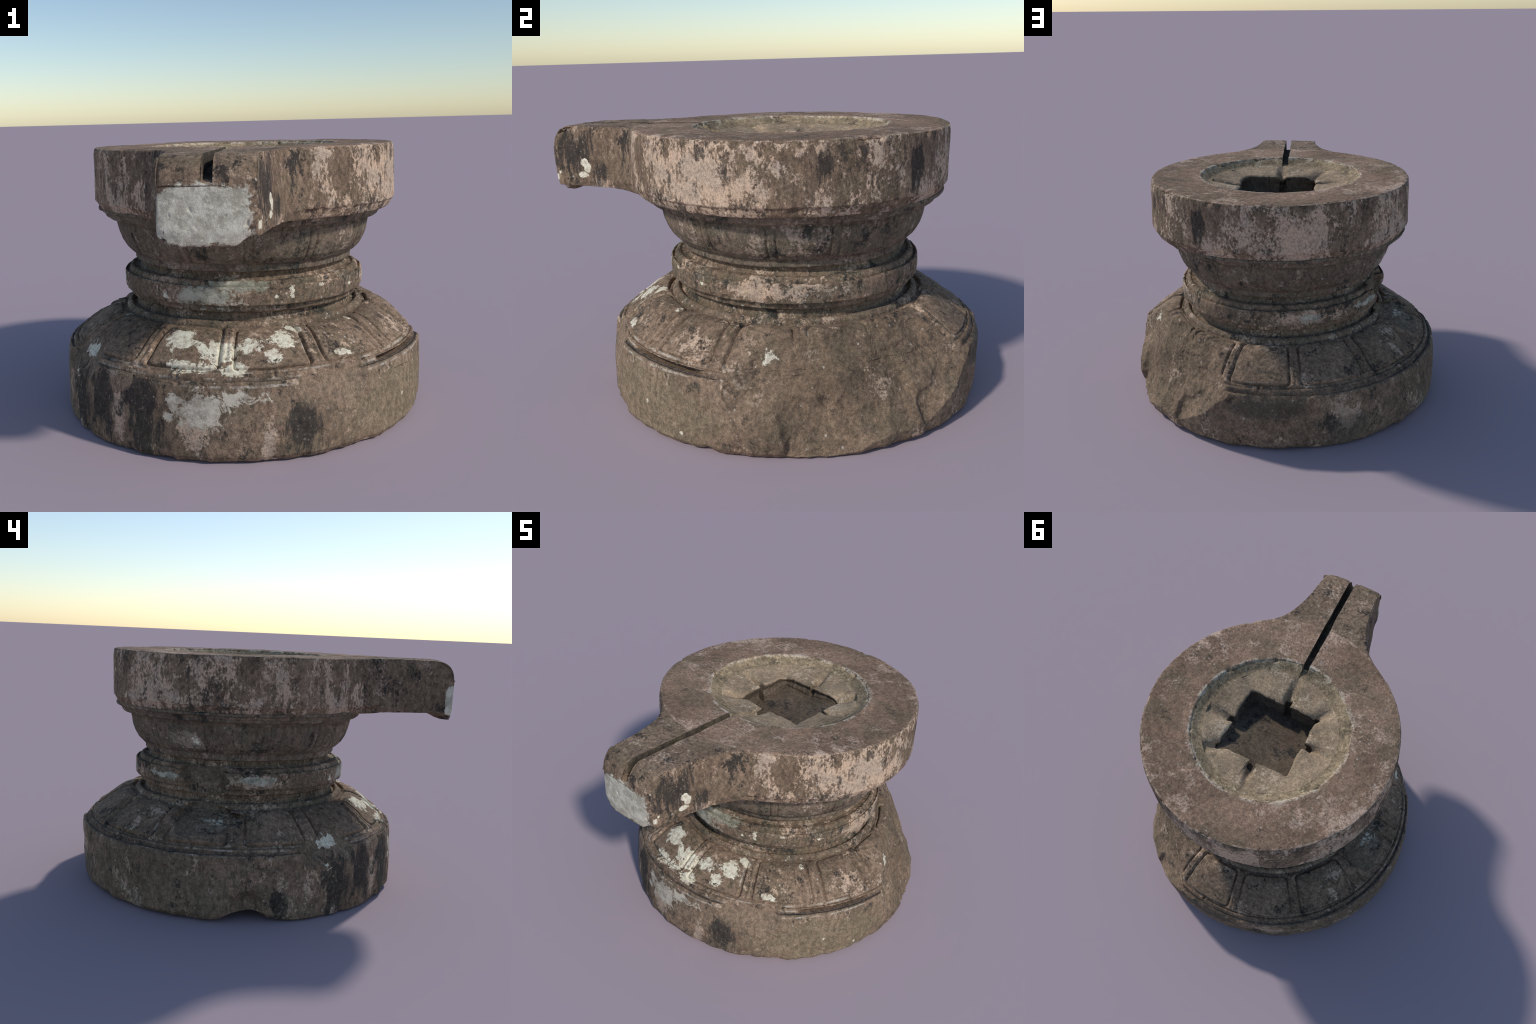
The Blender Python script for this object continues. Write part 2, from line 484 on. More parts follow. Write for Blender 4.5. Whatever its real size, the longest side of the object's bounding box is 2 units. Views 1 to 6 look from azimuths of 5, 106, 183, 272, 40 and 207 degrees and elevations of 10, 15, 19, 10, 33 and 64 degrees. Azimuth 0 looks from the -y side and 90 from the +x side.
lump = np.clip(acc / wsum, -0.02, 0.02) + 0.012 * fbm(PP, 3.0, 2, 81.0) + 0.009 * fbm(PP, 11.0, 3, 82.0, 0.6) + 0.0025 * fbm(PP, 40.0, 2, 83.0)
broken = np.zeros(len(AZ), bool)
sel = (LAB <= 1) & (R0 > 0.60)
for (nx, ny, nz), d in (((0.800, 0.400, 0.347), 0.786), ((0.663, 0.559, 0.497), 0.850)):
    dn = nx * DX + ny * DY
    ease = 0.045 * sstep(108, 124, AZ) * np.clip(1 - Z / 0.26, 0, 1) if nz < 0.4 else 0.0
    ease = ease + 0.030 * bell(AZ - 115, 11) * bell(Z - 0.27, 0.11)
    lim = (d + ease + lump - nx * CX - ny * CY - nz * Z) / np.maximum(dn, 0.05)
    cut = sel & (dn > 0.2) & (lim < R) & (Z > 0.012) & (AZ > 84) & (AZ < 175)
    R = np.where(cut, lim, R)
    broken |= cut

# a gouge broken through the ring and down the lotus on the left side
aw = wrap(AZ - 255.5 - 25.0 * np.clip(0.62 - Z, -0.1, 0.22))
m_run = 1 - np.hypot(aw / 13.5, (Z - 0.60) / 0.12)
m_low = 1 - np.hypot(wrap(AZ - 260.5) / 15.0, (Z - 0.438) / 0.062)
m_all = np.maximum(m_run, m_low) + 0.45 * fbm(P0, 9.0, 3, 91.0)
cut_r = np.interp(Z, [0.38, 0.40, 0.42, 0.44, 0.46, 0.49, 0.54, 0.60, 0.65, 0.70], [0.765, 0.715, 0.665, 0.615, 0.560, 0.530, 0.522, 0.525, 0.512, 0.488]) + 0.010 * fbm(P0, 12.0, 3, 92.0)
mw = sstep(0.0, 0.16, m_all) * ((LAB == 1) | (LAB == 2))
gouge = (mw > 0.30) & (cut_r < R + 0.004)
R = np.where(mw > 0, np.minimum(R, R + mw * np.minimum(cut_r - R, 0)), R)
# the lip of the ring is chipped beside it
chip = bell(wrap(AZ - 240.0), 9.0) * bell(Z - 0.635, 0.018) + bell(wrap(AZ - 276.0), 12.0) * bell(Z - 0.563, 0.016)
R -= 0.020 * chip * (LAB == 2) * sstep(-0.1, 0.3, fbm(P0, 10.0, 2, 93.0) + 0.15)

# lean: the drum widens to the front toward its foot, the upper stones tilt a little
k0 = np.clip(1 - Z / 0.31, 0, 1)
SXC = np.interp(Z, [0, 0.30, 0.36, 0.86, 0.92], [-0.006, 0.000, 0.005, 0.006, 0.009])
SYC = 0.002 - 0.011 * k0
X, Y = CX + SXC + R * DX, CY + SYC + R * DY
TX = np.interp(Z, [0, 0.25, 0.45, 0.52, 0.70, 0.95], [0, 0.000, 0.001, -0.014, -0.013, -0.008])
TY = np.interp(Z, [0, 0.25, 0.45, 0.52, 0.95], [0, -0.016, -0.018, -0.013, -0.010])
Zc = Z + TX * (X - CX) + TY * (Y - CY)
col_co = np.stack([X, Y, np.maximum(Zc, 0.0)], 1)
col_q = grid_quads(NU, NV)
col_n = normals_of(col_co, col_q)

# --------------------------------------------------------------- slab, spout, basin, socket
GX, GY = 0.003, 0.138                # pole of the grid lies on the channel's line
SX, SY, SR = 0.017, 0.138, 0.703     # round of the slab
BR = 0.432                           # basin


def catmull(pts, k=24):
    p = np.array(pts, float)
    p = np.vstack([2 * p[0] - p[1], p, 2 * p[-1] - p[-2]])
    out = []
    for i in range(1, len(p) - 2):
        t = np.linspace(0, 1, k, endpoint=False)[:, None]
        a, b, c, d = p[i - 1], p[i], p[i + 1], p[i + 2]
        out.append(0.5 * ((2 * b) + (c - a) * t + (2 * a - 5 * b + 4 * c - d) * t ** 2 + (3 * b - a - 3 * c + d) * t ** 3))
    out.append(p[-2][None])
    return np.vstack(out)


RIGHT = [(0.470, -0.400), (0.400, -0.455), (0.337, -0.500), (0.299, -0.529), (0.257, -0.582), (0.228, -0.652), (0.201, -0.745), (0.181, -0.870), (0.171, -0.930), (0.168, -0.968), (0.160, -0.986), (0.140, -0.994)]
LEFT = [(-0.150, -0.990), (-0.165, -0.984), (-0.170, -0.965), (-0.172, -0.920), (-0.176, -0.837), (-0.187, -0.750), (-0.210, -0.658), (-0.240, -0.584), (-0.286, -0.519), (-0.345, -0.464), (-0.437, -0.394)]
spout_line = catmull(list(reversed(LEFT)) + [(-0.08, -0.997), (0.03, -1.000), (0.10, -0.998)][0:3] + list(reversed(RIGHT)))
ph_line = np.arctan2(spout_line[:, 0] - GX, -(spout_line[:, 1] - GY))
r_line = np.hypot(spout_line[:, 0] - GX, spout_line[:, 1] - GY)


def circle_r(phi, ox, oy, rad):
    ux, uy = np.sin(phi), -np.cos(phi)
    b = ux * ox + uy * oy
    return b + np.sqrt(b * b - (ox * ox + oy * oy) + rad * rad)


def r_out(phi):
    phi = (phi + math.pi) % (2 * math.pi) - math.pi
    c = circle_r(phi, SX - GX, SY - GY, SR)
    s = np.interp(phi, ph_line, r_line, left=0, right=0)
    return np.where((phi > ph_line[0]) & (phi < ph_line[-1]), s, c)


# columns: even in arc length, denser by the spout, exact at the channel's walls
CH = 0.0180                                    # half width of the channel
RREF = 0.70
base = np.linspace(-math.pi, math.pi, 6001)[:-1]
ro = r_out(base)
px, py = GX + ro * np.sin(base), GY - ro * np.cos(base)
ds = np.hypot(np.diff(np.r_[px, px[0]]), np.diff(np.r_[py, py[0]]))
ds = np.maximum(ds, 0.45 * 2 * math.pi / 6000)
cum = np.r_[0, np.cumsum(ds)]
NSU = 1500
want = np.arange(NSU) * cum[-1] / NSU
phis = np.interp(want, cum, np.r_[base, math.pi])
extra = []
for sgn in (-1, 1):
    for l in (CH - 0.0016, CH - 0.0004, CH + 0.0012, CH + 0.0028):
        extra.append(sgn * l / RREF)
phis = np.sort(np.r_[phis, extra])
NSU = len(phis)


def bend(p, r):
    """Columns run parallel to the channel near it and radially elsewhere."""
    w = 1 - sstep(0.06, 0.42, np.abs(p))
    rr = np.clip(r, 0.34, 1.3)
    return p * (1 + w * (RREF / rr - 1))


rr = r_out(phis)
for _ in range(60):
    rr = 0.5 * rr + 0.5 * r_out(bend(phis, rr))
ROUT = rr
pho = bend(phis, ROUT)
rb = np.full(NSU, BR)
for _ in range(10):
    rb = circle_r(bend(phis, rb), SX - GX, SY - GY, BR)
RB = rb


# the socket: a rough square with notches worn into its sides
def socket_sdf(x, y):
    cx_, cy_ = 0.031, 0.138
    a = math.radians(-1.5)
    u, v = (x - cx_) * math.cos(a) + (y - cy_) * math.sin(a), -(x - cx_) * math.sin(a) + (y - cy_) * math.cos(a)
    d = rounded_box(u, v, 0.207, 0.190, 0.012)
    for bx, by, hx, hy in ((-0.016, -0.205, 0.021, 0.030), (0.213, 0.018, 0.026, 0.020), (-0.012, 0.205, 0.016, 0.030), (-0.220, -0.006, 0.034, 0.018), (0.205, 0.190, 0.018, 0.016), (-0.202, -0.186, 0.016, 0.016)):
        d = np.minimum(d, rounded_box(u - bx, v - by, hx, hy, 0.009))
    return d


lo, hi = np.full(NSU, 0.02), np.full(NSU, 0.36)
for _ in range(40):
    m = 0.5 * (lo + hi)
    f = bend(phis, m)
    inside = socket_sdf(GX + m * np.sin(f), GY - m * np.cos(f)) < 0
    lo, hi = np.where(inside, m, lo), np.where(inside, hi, m)
RH = lo
jag = np.stack([GX + RH * np.sin(phis), GY - RH * np.cos(phis), np.zeros(NSU)], 1)
RH = RH + 0.010 * fbm(jag, 14.0, 3, 101.0)

ZT, ZL = 1.2215, 0.962
rows_r, rows_z, rows_t = [], [], []          # tag: 0 under, 1 side, 2 top, 3 basin wall, 4 basin floor, 5 socket wall, 6 socket bed


def row(r, z, t):
    rows_r.append(np.broadcast_to(r, (NSU,)).astype(float))
    rows_z.append(np.broadcast_to(z, (NSU,)).astype(float))
    rows_t.append(t)


RIN = 0.655
cham = 0.021 + 0.0 * ROUT
tip_w = sstep(0.72, 0.80, ROUT)                # 1 on the spout
cham = cham * (1 - tip_w) + 0.008 * tip_w
zlow = 0.937 + 0.009 * tip_w
for t in np.linspace(0, 1, 44):
    row(RIN + (ROUT - cham - RIN) * t, zlow, 0)
for t in np.linspace(0, 1, 9)[1:]:
    row(ROUT - cham * (1 - t), zlow + (ZL + 0.012 - zlow) * t ** 1.3, 0 if t < 0.5 else 1)
ER = 0.011
for t in np.linspace(0, 1, 66)[1:]:
    row(ROUT + 0.006 * (1 - t) * (1 - tip_w), ZL + 0.012 + (ZT - ER - ZL - 0.012) * t, 1)
for t in np.linspace(0, 1, 6)[1:]:
    a = t * math.pi / 2
    row(ROUT - ER * (1 - math.cos(a)), ZT - ER + ER * math.sin(a), 1 if t < 0.5 else 2)
for t in np.linspace(0, 1, 96)[1:]:
    q = t * (0.65 + 0.35 * t)                   # denser by the outer edge
    row(ROUT - ER + (RB + 0.008 - ROUT + ER) * q, ZT, 2)
for t in np.linspace(0, 1, 5)[1:]:
    a = t * math.pi / 2
    row(RB + 0.008 - 0.008 * math.sin(a), ZT - 0.008 * (1 - math.cos(a)), 2 if t < 0.5 else 3)
ZF = ZT - 0.036
RF = RB - 0.058
for t in np.linspace(0, 1, 24)[1:]:
    row(RB + (RF - RB) * t, ZT - 0.008 + (ZF - ZT + 0.008) * math.sin(t * math.pi / 2) ** 1.3, 3)
for t in np.linspace(0, 1, 48)[1:]:
    row(RF + (RH + 0.022 - RF) * t, ZF - 0.020 * t, 4)
for t in np.linspace(0, 1, 9)[1:]:
    a = t * math.pi / 2
    row(RH + 0.022 * (1 - math.sin(a)), ZF - 0.020 - 0.016 * (1 - math.cos(a)), 4 if t < 0.75 else 5)
f6 = bend(phis, RH)
for t in np.linspace(0, 1, 30)[1:]:
    row(RH + 0.012 * math.sin(math.pi * min(1, t * 1.4)) * (t < 0.72), ZF - 0.036 - t, 5)      # the fall is fitted below
for t in np.linspace(0, 1, 46)[1:]:
    row(RH * (1 - t) + 0.0015 * t, -5.0, 6)

SRr = np.stack(rows_r, 1)
SZ = np.stack(rows_z, 1)
ST = np.tile(np.array(rows_t), (NSU, 1))
NSV = SRr.shape[1]
PHI = np.stack([bend(phis, SRr[:, j]) for j in range(NSV)], 1)
XS = GX + SRr * np.sin(PHI)
YS = GY - SRr * np.cos(PHI)
LAT = np.repeat(phis[:, None] * RREF, NSV, 1)          # distance from the channel's middle line, near it

# socket bed: dips toward the front, rises to the right
bed = 1.052 + 0.030 * sstep(-0.04, 0.18, XS) + 0.22 * (YS - 0.13)
flat = np.stack([XS, YS, 0 * XS], -1).reshape(-1, 3)
bed += 0.008 * fbm(flat, 6.0, 2, 131.0).reshape(XS.shape)
w5 = ST == 5
fall = np.clip(ZF - 0.036 - SZ, 0, 1)
SZ = np.where(w5 & (SZ < ZF - 0.036), ZF - 0.036 - fall * (ZF - 0.036 - bed), SZ)
SZ = np.where(ST == 6, bed, SZ)

# grooves worn across the basin floor
def groove(x0, y0, x1, y1, w, depth):
    dx, dy = x1 - x0, y1 - y0
    L = math.hypot(dx, dy)
    t = np.clip(((XS - x0) * dx + (YS - y0) * dy) / L ** 2, 0, 1)
    d = np.hypot(XS - x0 - t * dx, YS - y0 - t * dy)
    return depth * bell(d, w) * (1 - 0.6 * t)


dent = np.zeros_like(XS)
for g in ((0.015, -0.080, 0.016, -0.200, 0.024, 0.034), (0.280, 0.155, 0.390, 0.160, 0.030, 0.026), (0.020, 0.370, -0.002, 0.490, 0.018, 0.036), (-0.230, 0.138, -0.320, 0.150, 0.022, 0.036),
          (0.230, 0.325, 0.340, 0.410, 0.032, 0.030), (-0.170, -0.040, -0.245, -0.125, 0.032, 0.026), (-0.17, 0.33, -0.25, 0.40, 0.030, 0.014), (0.24, -0.05, 0.30, -0.10, 0.030, 0.008)):
    dent += groove(*g)
SZ -= np.where((ST == 4) | ((ST == 5) & (SZ > ZF - 0.06)), dent, 0)
SZ += np.where(ST == 4, 0.004 * fbm(flat, 7.0, 3, 141.0).reshape(XS.shape), 0)

# the spout's nose is rounded over, its face leans back below, and a boss hangs under it
tipx = np.linspace(-0.168, 0.163, 60)
tip_phi = np.arctan2(tipx - GX, 1.12)
tip_y = GY - r_out(tip_phi) * np.cos(tip_phi)
front_y = np.interp(XS, GX + r_out(tip_phi) * np.sin(tip_phi), tip_y)
nose = np.clip((front_y + 0.098 - YS) / 0.097, 0, 1)
drop = 0.100 * (1 - np.sqrt(np.maximum(1 - nose ** 2.2, 0))) + 0.001 * sstep(-0.62, -0.90, YS)
top_here = ZT - drop
SZ = np.where((ST == 1) | (ST == 2), np.minimum(SZ, top_here - np.where(SZ > ZT - ER, 0, 0) - np.where(SZ < ZT, np.clip(ZT - SZ, 0, ER), 0) * (SZ > ZT - ER)), SZ)
lean_back = (0.004 + 0.010 * sstep(-0.12, 0.10, XS)) * np.clip((1.11 - SZ) / 0.17, 0, 1) * sstep(-0.90, -0.97, YS) * ((ST == 0) | (ST == 1))
in_back = 0.016 * bell((np.degrees(PHI) % 360.0) - 165.0, 32.0) * np.clip((ZT - SZ) / 0.25, 0, 1) * ((ST == 0) | (ST == 1)) * np.clip((SRr - 0.60) / 0.08, 0, 1)
XS = XS - in_back * np.sin(PHI)
YS = YS + in_back * np.cos(PHI) + lean_back
widen = np.where(XS < 0, 0.036 - 0.022 * sstep(-0.78, -0.92, YS), 0.014) * sstep(-0.40, -0.60, YS) * np.clip(np.abs(XS) / 0.2, 0, 1)
XS = XS + np.sign(XS) * widen * np.clip((ZT - SZ) / 0.25, 0, 1) * ((ST == 0) | (ST == 1))
boss = sstep(-0.845, -0.945, YS) * (1 - sstep(0.10, 0.17, np.abs(XS + 0.02)))
SZ -= np.where(ST == 0, 0.036 * boss, 0) + np.where((ST == 1), 0.030 * boss * np.clip((1.0 - SZ) / 0.06, 0, 1), 0)

# the channel
zch = np.interp(YS, [-1.0, -0.94, -0.86, -0.3], [1.125, 1.140, 1.165, 1.180])
in_ch = (np.abs(LAT) < CH) & (YS < -0.22) & (np.abs(PHI) < 0.6)
open_mouth = 0.012 * bell((np.abs(LAT) - CH - 0.006), 0.010) * sstep(-0.93, -0.985, YS) * (np.abs(PHI) < 0.5)
SZ = np.where(in_ch & (ST >= 1) & (ST <= 4), np.minimum(SZ, zch), SZ)
SZ -= np.where((ST == 2) & ~in_ch, open_mouth, 0)

# lean of the slab's top, wear and chips
k_top = np.clip((SZ - 0.96) / 0.24, 0, 1)
SZ = SZ + k_top * (-0.001 * (XS - SX) - 0.004 * (YS - SY)) + (1 - k_top) * np.where(SZ > 0.9, -0.009 * (XS - SX) - 0.004 * (YS - SY), 0)
S0 = np.stack([XS, YS, SZ], -1).reshape(-1, 3)
sl_q = grid_quads(NSU, NSV)
sn = normals_of(S0, sl_q)
tagf = ST.reshape(-1)
outer = np.isin(tagf, (0, 1, 2))
amp = np.where((in_ch & (ST >= 2)).reshape(-1), 0.2, 1.0)
dsp = (0.0055 * fbm(S0, 2.0, 2, 151.0) + 0.0030 * fbm(S0 * np.array([1, 1, 0.6]), 10.0, 3, 152.0) + 0.0010 * fbm(S0, 48.0, 2, 153.0)) * amp
dsp += np.where(tagf == 5, 0.006 * fbm(S0, 14.0, 3, 154.0), 0) - np.where(tagf == 5, 0.0, 0)
dsp -= np.where(tagf == 1, 0.006 * sstep(0.38, 0.7, fbm(S0, 26.0, 2, 155.0)), 0)
ro_f = np.repeat(ROUT, NSV)
er_zone = bell(SRr.reshape(-1) - ro_f, 0.016) * bell(S0[:, 2] - 1.216, 0.018) * outer
dsp -= er_zone * amp * (0.003 + 0.014 * sstep(0.12, 0.5, fbm(S0, 13.0, 3, 156.0)))
rb_zone = bell(np.hypot(S0[:, 0] - SX, S0[:, 1] - SY) - BR, 0.012) * (S0[:, 2] > 1.19)
dsp -= rb_zone * amp * 0.012 * sstep(0.15, 0.5, fbm(S0, 15.0, 3, 157.0))
lowz = bell(SRr.reshape(-1) - ro_f, 0.02) * bell(S0[:, 2] - 0.965, 0.018) * (tagf <= 1)
dsp -= lowz * 0.012 * sstep(0.10, 0.5, fbm(S0, 12.0, 3, 158.0))
sl_co = S0 + sn * dsp[:, None]
sl_n = normals_of(sl_co, sl_q)

# --------------------------------------------------------------- build the parts
root = bpy.data.objects.new("stone_pedestal", None)
bpy.context.scene.collection.objects.link(root)
root["label"] = "weathered round stone altar pedestal with basin and drain spout"
root["category"] = "stone pedestal"


def cyl(a, z, r):
    a = math.radians(a)
    return (CX + r * math.sin(a), CY - r * math.cos(a), z)


SEAMS = [a + sg * math.degrees(0.5 * w * 0.93 / 0.72) for a, w in zip(PAIRS, PW) for sg in (-1, 1)]
WORN = (0.56, 0.50, 0.42)
M_drum = stone("drum_stone", light_cut=0.565, dark_cut=0.430, streak=0.45, green=0.15, stain_bias=0.16,
               wash=[(cyl(58, 0.14, 0.86), (0.50, 0.50, 0.20), (0.245, 0.190, 0.122), 0.65), (cyl(34, 0.27, 0.84), (0.26, 0.24, 0.10), (0.27, 0.195, 0.135), 0.6), (cyl(176, 0.24, 0.86), (0.30, 0.10, 0.07), (0.10, 0.080, 0.062), 0.75), (cyl(205, 0.10, 0.86), (0.16, 0.10, 0.10), (0.12, 0.10, 0.078), 0.6)],
               rings=[(0.855, 0.317, 0.008, WORN, 0.6, CX0)], chalk_tint=((0.36, 0.315, 0.245), (0.66, 0.60, 0.485)),
               stain=[(cyl(337, 0.18, 0.86), (0.085, 0.085, 0.24)), (cyl(321, 0.20, 0.86), (0.10, 0.10, 0.16)), (cyl(21, 0.15, 0.86), (0.085, 0.07, 0.11)), (cyl(288, 0.085, 0.86), (0.05, 0.05, 0.07)), (cyl(308, 0.15, 0.86), (0.09, 0.09, 0.17)),
                      (cyl(198, 0.14, 0.86), (0.07, 0.05, 0.05))],
               chalk=[(cyl(354, 0.215, 0.865), (0.12, 0.08, 0.09)), (cyl(3, 0.275, 0.86), (0.13, 0.06, 0.04)), (cyl(345, 0.185, 0.86), (0.03, 0.03, 0.028)), (cyl(346, 0.25, 0.86), (0.05, 0.03, 0.05))],
               pale=[(cyl(352, 0.13, 0.86), (0.10, 0.08, 0.14), 0.17), (cyl(12, 0.09, 0.86), (0.05, 0.06, 0.13), 0.17), (cyl(205, 0.16, 0.86), (0.07, 0.07, 0.09), 0.1), (cyl(328, 0.15, 0.86), (0.05, 0.05, 0.15), 0.15)],
               cream=[(cyl(71, 0.062, 0.86), (0.018, 0.018, 0.012)), (cyl(58, 0.147, 0.862), (0.010, 0.010, 0.012)), (cyl(305, 0.258, 0.86), (0.03, 0.035, 0.04))])
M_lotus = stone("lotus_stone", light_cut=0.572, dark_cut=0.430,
                cream=[(cyl(345, 0.44, 0.70), (0.07, 0.05, 0.045)), (cyl(350, 0.375, 0.78), (0.13, 0.045, 0.025)), (cyl(358, 0.41, 0.73), (0.08, 0.09, 0.06)), (cyl(3, 0.365, 0.79), (0.07, 0.05, 0.03)), (cyl(8, 0.43, 0.70), (0.05, 0.06, 0.04)),
                       (cyl(19, 0.440, 0.68), (0.065, 0.055, 0.05)), (cyl(24, 0.464, 0.635), (0.05, 0.03, 0.03)), (cyl(15, 0.40, 0.75), (0.04, 0.05, 0.03)), (cyl(343, 0.46, 0.67), (0.08, 0.04, 0.03)),
                       (cyl(308, 0.355, 0.79), (0.055, 0.06, 0.04)), (cyl(51.5, 0.472, 0.635), (0.022, 0.022, 0.015)), (cyl(264, 0.445, 0.65), (0.05, 0.07, 0.04)), (cyl(37, 0.385, 0.765), (0.05, 0.05, 0.012))],
                pale=[(cyl(70, 0.40, 0.74), (0.14, 0.12, 0.08), 0.10), (cyl(25, 0.46, 0.60), (0.1, 0.1, 0.04), 0.06)],
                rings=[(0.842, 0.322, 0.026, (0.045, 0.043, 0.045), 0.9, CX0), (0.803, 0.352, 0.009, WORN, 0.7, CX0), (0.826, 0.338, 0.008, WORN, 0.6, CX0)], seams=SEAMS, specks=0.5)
M_break = stone("broken_stone", mid=(0.228, 0.162, 0.110), light=(0.43, 0.315, 0.225), light_cut=0.580, dark_cut=0.420, specks=1.0, crust=0.55, mottle=0.75,
                cream=[(cyl(96, 0.385, 0.76), (0.05, 0.06, 0.04))], bump=0.8)
M_waist = stone("waist_stone", chalk_tint=((0.25, 0.245, 0.185), (0.58, 0.555, 0.44)), light_cut=0.545, dark_cut=0.440, streak=0.25, green=0.22, specks=1.0,
                chalk=[(cyl(197, 0.595, 0.575), (0.07, 0.05, 0.026)), (cyl(350, 0.61, 0.57), (0.20, 0.10, 0.07)), (cyl(232, 0.605, 0.575), (0.10, 0.10, 0.026)), (cyl(282, 0.615, 0.575), (0.06, 0.13, 0.026)), (cyl(2, 0.650, 0.55), (0.16, 0.08, 0.035))],
                pale=[(cyl(95, 0.60, 0.575), (0.12, 0.40, 0.05), 0.10), (cyl(285, 0.605, 0.575), (0.08, 0.18, 0.04), 0.14), (cyl(200, 0.60, 0.575), (0.3, 0.08, 0.04), 0.14)],
                cream=[(cyl(27, 0.625, 0.568), (0.02, 0.02, 0.020)), (cyl(330, 0.595, 0.57), (0.022, 0.022, 0.014)), (cyl(27, 0.595, 0.575), (0.012, 0.012, 0.010)), (cyl(62, 0.60, 0.573), (0.016, 0.016, 0.014)), (cyl(20, 0.60, 0.575), (0.012, 0.012, 0.010)), (cyl(42, 0.628, 0.57), (0.02, 0.02, 0.01))])
M_bowl = stone("bowl_stone", mid=(0.205, 0.155, 0.115), light=(0.43, 0.33, 0.25), light_cut=0.565, dark_cut=0.438, streak=0.4, green=0.3,
               cream=[(cyl(252, 0.79, 0.58), (0.026, 0.026, 0.030))], pale=[(cyl(124, 0.83, 0.585), (0.05, 0.05, 0.05), 0.16), (cyl(245, 0.80, 0.58), (0.1, 0.2, 0.07), 0.07)])
M_gouge = stone("gouge_stone", mid=(0.190, 0.145, 0.102), light=(0.33, 0.25, 0.18), light_cut=0.570, dark_cut=0.43, specks=0.3, mottle=0.9,
                 chalk=[(cyl(265, 0.445, 0.66), (0.06, 0.06, 0.04)), (cyl(270, 0.60, 0.575), (0.02, 0.02, 0.02))])
M_slab = stone("slab_side_stone", light=(0.600, 0.435, 0.310), dark=(0.062, 0.053, 0.045), crust=0.8, light_cut=0.516, dark_cut=0.440, streak=0.65,
               stain=[(cyl(24, 1.08, 0.70), (0.05, 0.05, 0.14)), (cyl(112, 1.12, 0.70), (0.05, 0.08, 0.08)), (cyl(146, 1.07, 0.70), (0.07, 0.07, 0.14))],
               pale=[(cyl(78, 1.06, 0.70), (0.14, 0.36, 0.16), 0.085), (cyl(250, 1.01, 0.70), (0.10, 0.12, 0.08), 0.10), (cyl(190, 1.05, 0.70), (0.22, 0.14, 0.16), 0.07)])
M_top = stone("slab_top_stone", edge=2.2, mid=(0.272, 0.181, 0.125), light=(0.600, 0.430, 0.320), light_cut=0.548, dark_cut=0.412, specks=0.8, crust=0.55, mottle=0.7, scale=0.6,
              rings=[(0.438, 1.218, 0.017, (0.62, 0.53, 0.42), 0.85, 0.017), (0.698, 1.218, 0.014, (0.52, 0.385, 0.285), 0.7, 0.017)])
M_spout = stone("spout_stone", light=(0.52, 0.375, 0.27), light_cut=0.553, dark_cut=0.440, streak=0.35, cream_rag=0.30,
                stain=[((0.17, -0.93, 1.11), (0.05, 0.07, 0.09)), ((0.19, -0.84, 1.12), (0.04, 0.10, 0.10)), ((0.20, -0.72, 1.02), (0.04, 0.05, 0.10))],
                chalk_tint=((0.47, 0.43, 0.335), (0.80, 0.755, 0.61)),
                chalk_box=[((-0.01, -1.0, 1.022), (0.190, 0.060, 0.118)), ((-0.178, -0.975, 1.02), (0.022, 0.035, 0.09))],
                cream=[((0.198, -0.812, 1.058), (0.03, 0.028, 0.024)), ((0.200, -0.797, 1.036), (0.03, 0.024, 0.034)), ((0.203, -0.818, 1.004), (0.03, 0.034, 0.018)), ((0.175, -0.97, 0.985), (0.014, 0.014, 0.022)), ((0.18, -0.955, 1.01), (0.01, 0.008, 0.008))])
M_basin = stone("basin_stone", mid=(0.370, 0.275, 0.182), light=(0.56, 0.43, 0.295), light_cut=0.550, dark_cut=0.375, specks=0.0, crust=0.5, mottle=0.5)
M_wall = stone("basin_wall_stone", mid=(0.300, 0.228, 0.145), light=(0.50, 0.38, 0.24), light_cut=0.56, dark_cut=0.42, green=0.0, specks=0.3, crust=0.6,
               rings=[(0.434, 1.216, 0.016, (0.62, 0.53, 0.41), 0.85, 0.017)])
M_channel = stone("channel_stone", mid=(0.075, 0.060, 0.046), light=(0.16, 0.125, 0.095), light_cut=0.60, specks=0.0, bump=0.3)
M_socket = stone("socket_stone", mid=(0.135, 0.100, 0.072), light=(0.22, 0.165, 0.115), light_cut=0.57, dark_cut=0.43, specks=0.0, bump=0.25, mottle=0.6)

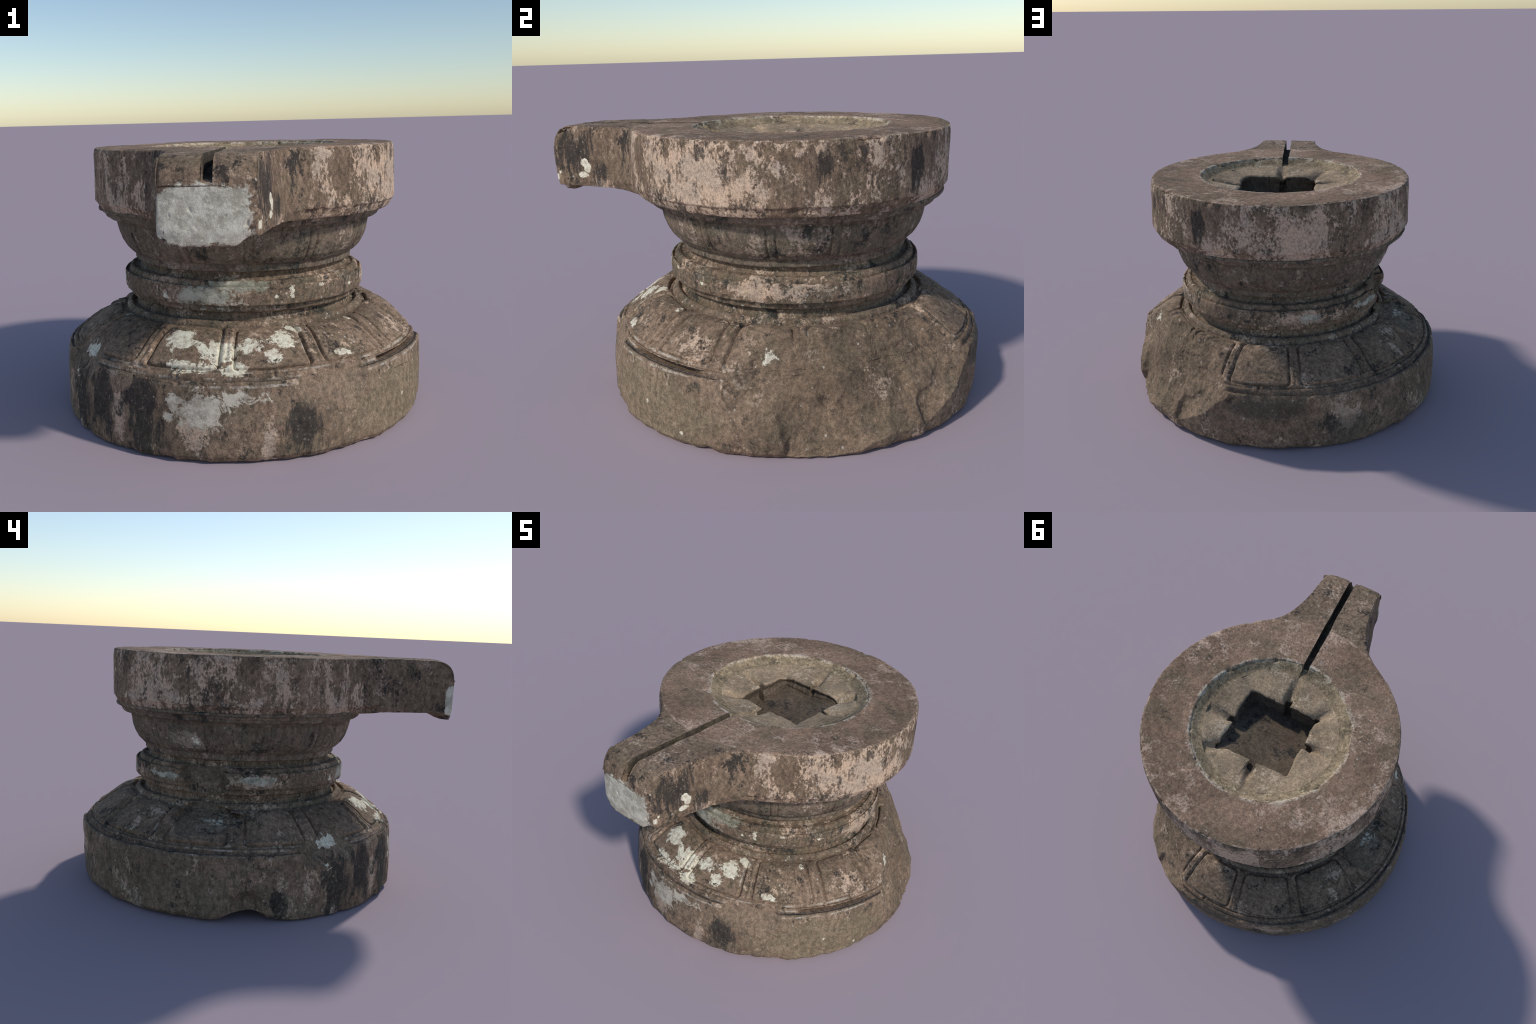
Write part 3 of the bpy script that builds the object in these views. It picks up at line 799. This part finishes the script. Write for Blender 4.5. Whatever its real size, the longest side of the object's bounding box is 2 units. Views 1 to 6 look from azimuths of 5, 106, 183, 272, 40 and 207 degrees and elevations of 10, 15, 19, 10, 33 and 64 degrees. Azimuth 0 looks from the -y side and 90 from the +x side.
qlab = plab[np.minimum(np.arange(NV - 1), NV - 2)]
ql = np.tile(qlab, NU)
qv = col_q
q_break = broken[qv].sum(1) >= 2
q_mort = (gouge[qv].sum(1) >= 2) & ~q_break
q_pet = (LD[qv].mean(1) < 0) & (ql == 1) & ~q_break & ~q_mort
q_bpet = (BD[qv].mean(1) < 0) & (ql == 3)


def col_part(name, mask, mat, parent):
    if mask.any():
        return part(name, col_co, col_n, qv[mask], mat, parent)


rest = ~q_break & ~q_mort
drum = col_part("base_drum", (ql == 0) & rest, M_drum, root)
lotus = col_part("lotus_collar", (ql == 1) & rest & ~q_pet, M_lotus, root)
brk = col_part("broken_face", q_break, M_break, drum)
who = LW[qv[:, 0]]
for k in range(len(PAIRS)):
    col_part("lotus_petal", q_pet & (who == k), M_lotus, lotus)
waist = col_part("waist_ring", (ql == 2) & rest, M_waist, root)
col_part("broken_gouge", q_mort, M_gouge, waist)
bowl = col_part("bowl", (ql == 3) & ~q_bpet & rest, M_bowl, root)
whob = BW[qv[:, 0]]
for k in range(len(BPAIRS)):
    col_part("bowl_petal", q_bpet & (whob == k), M_bowl, bowl)
col_part("cornice", (ql == 4) & rest, M_bowl, root)

st = ST[:, :-1].reshape(-1)
sq = sl_q
cen_y = sl_co[sq[:, 0], 1]
cen_x = sl_co[sq[:, 0], 0]
is_sp = (np.hypot(cen_x - SX, cen_y - SY) > SR + 0.010) & (cen_y < -0.5)


def slab_part(name, mask, mat, parent):
    return part(name, sl_co, sl_n, sq[mask], mat, parent)


slab = slab_part("slab", (st <= 1) & ~is_sp, M_slab, root)
spout = slab_part("spout", is_sp & (st <= 1), M_spout, root)
ch = in_ch.reshape(-1)[sq].sum(1) >= 1
ch &= (st == 2) & (sl_co[sq].mean(1)[:, 1] > -0.955)
slab_part("spout_top", is_sp & (st == 2) & ~ch, M_spout, spout)
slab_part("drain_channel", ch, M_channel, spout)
slab_part("slab_top", (st == 2) & ~is_sp & ~ch, M_top, slab)
basin = slab_part("basin", st == 4, M_basin, root)
slab_part("basin_wall", st == 3, M_wall, basin)
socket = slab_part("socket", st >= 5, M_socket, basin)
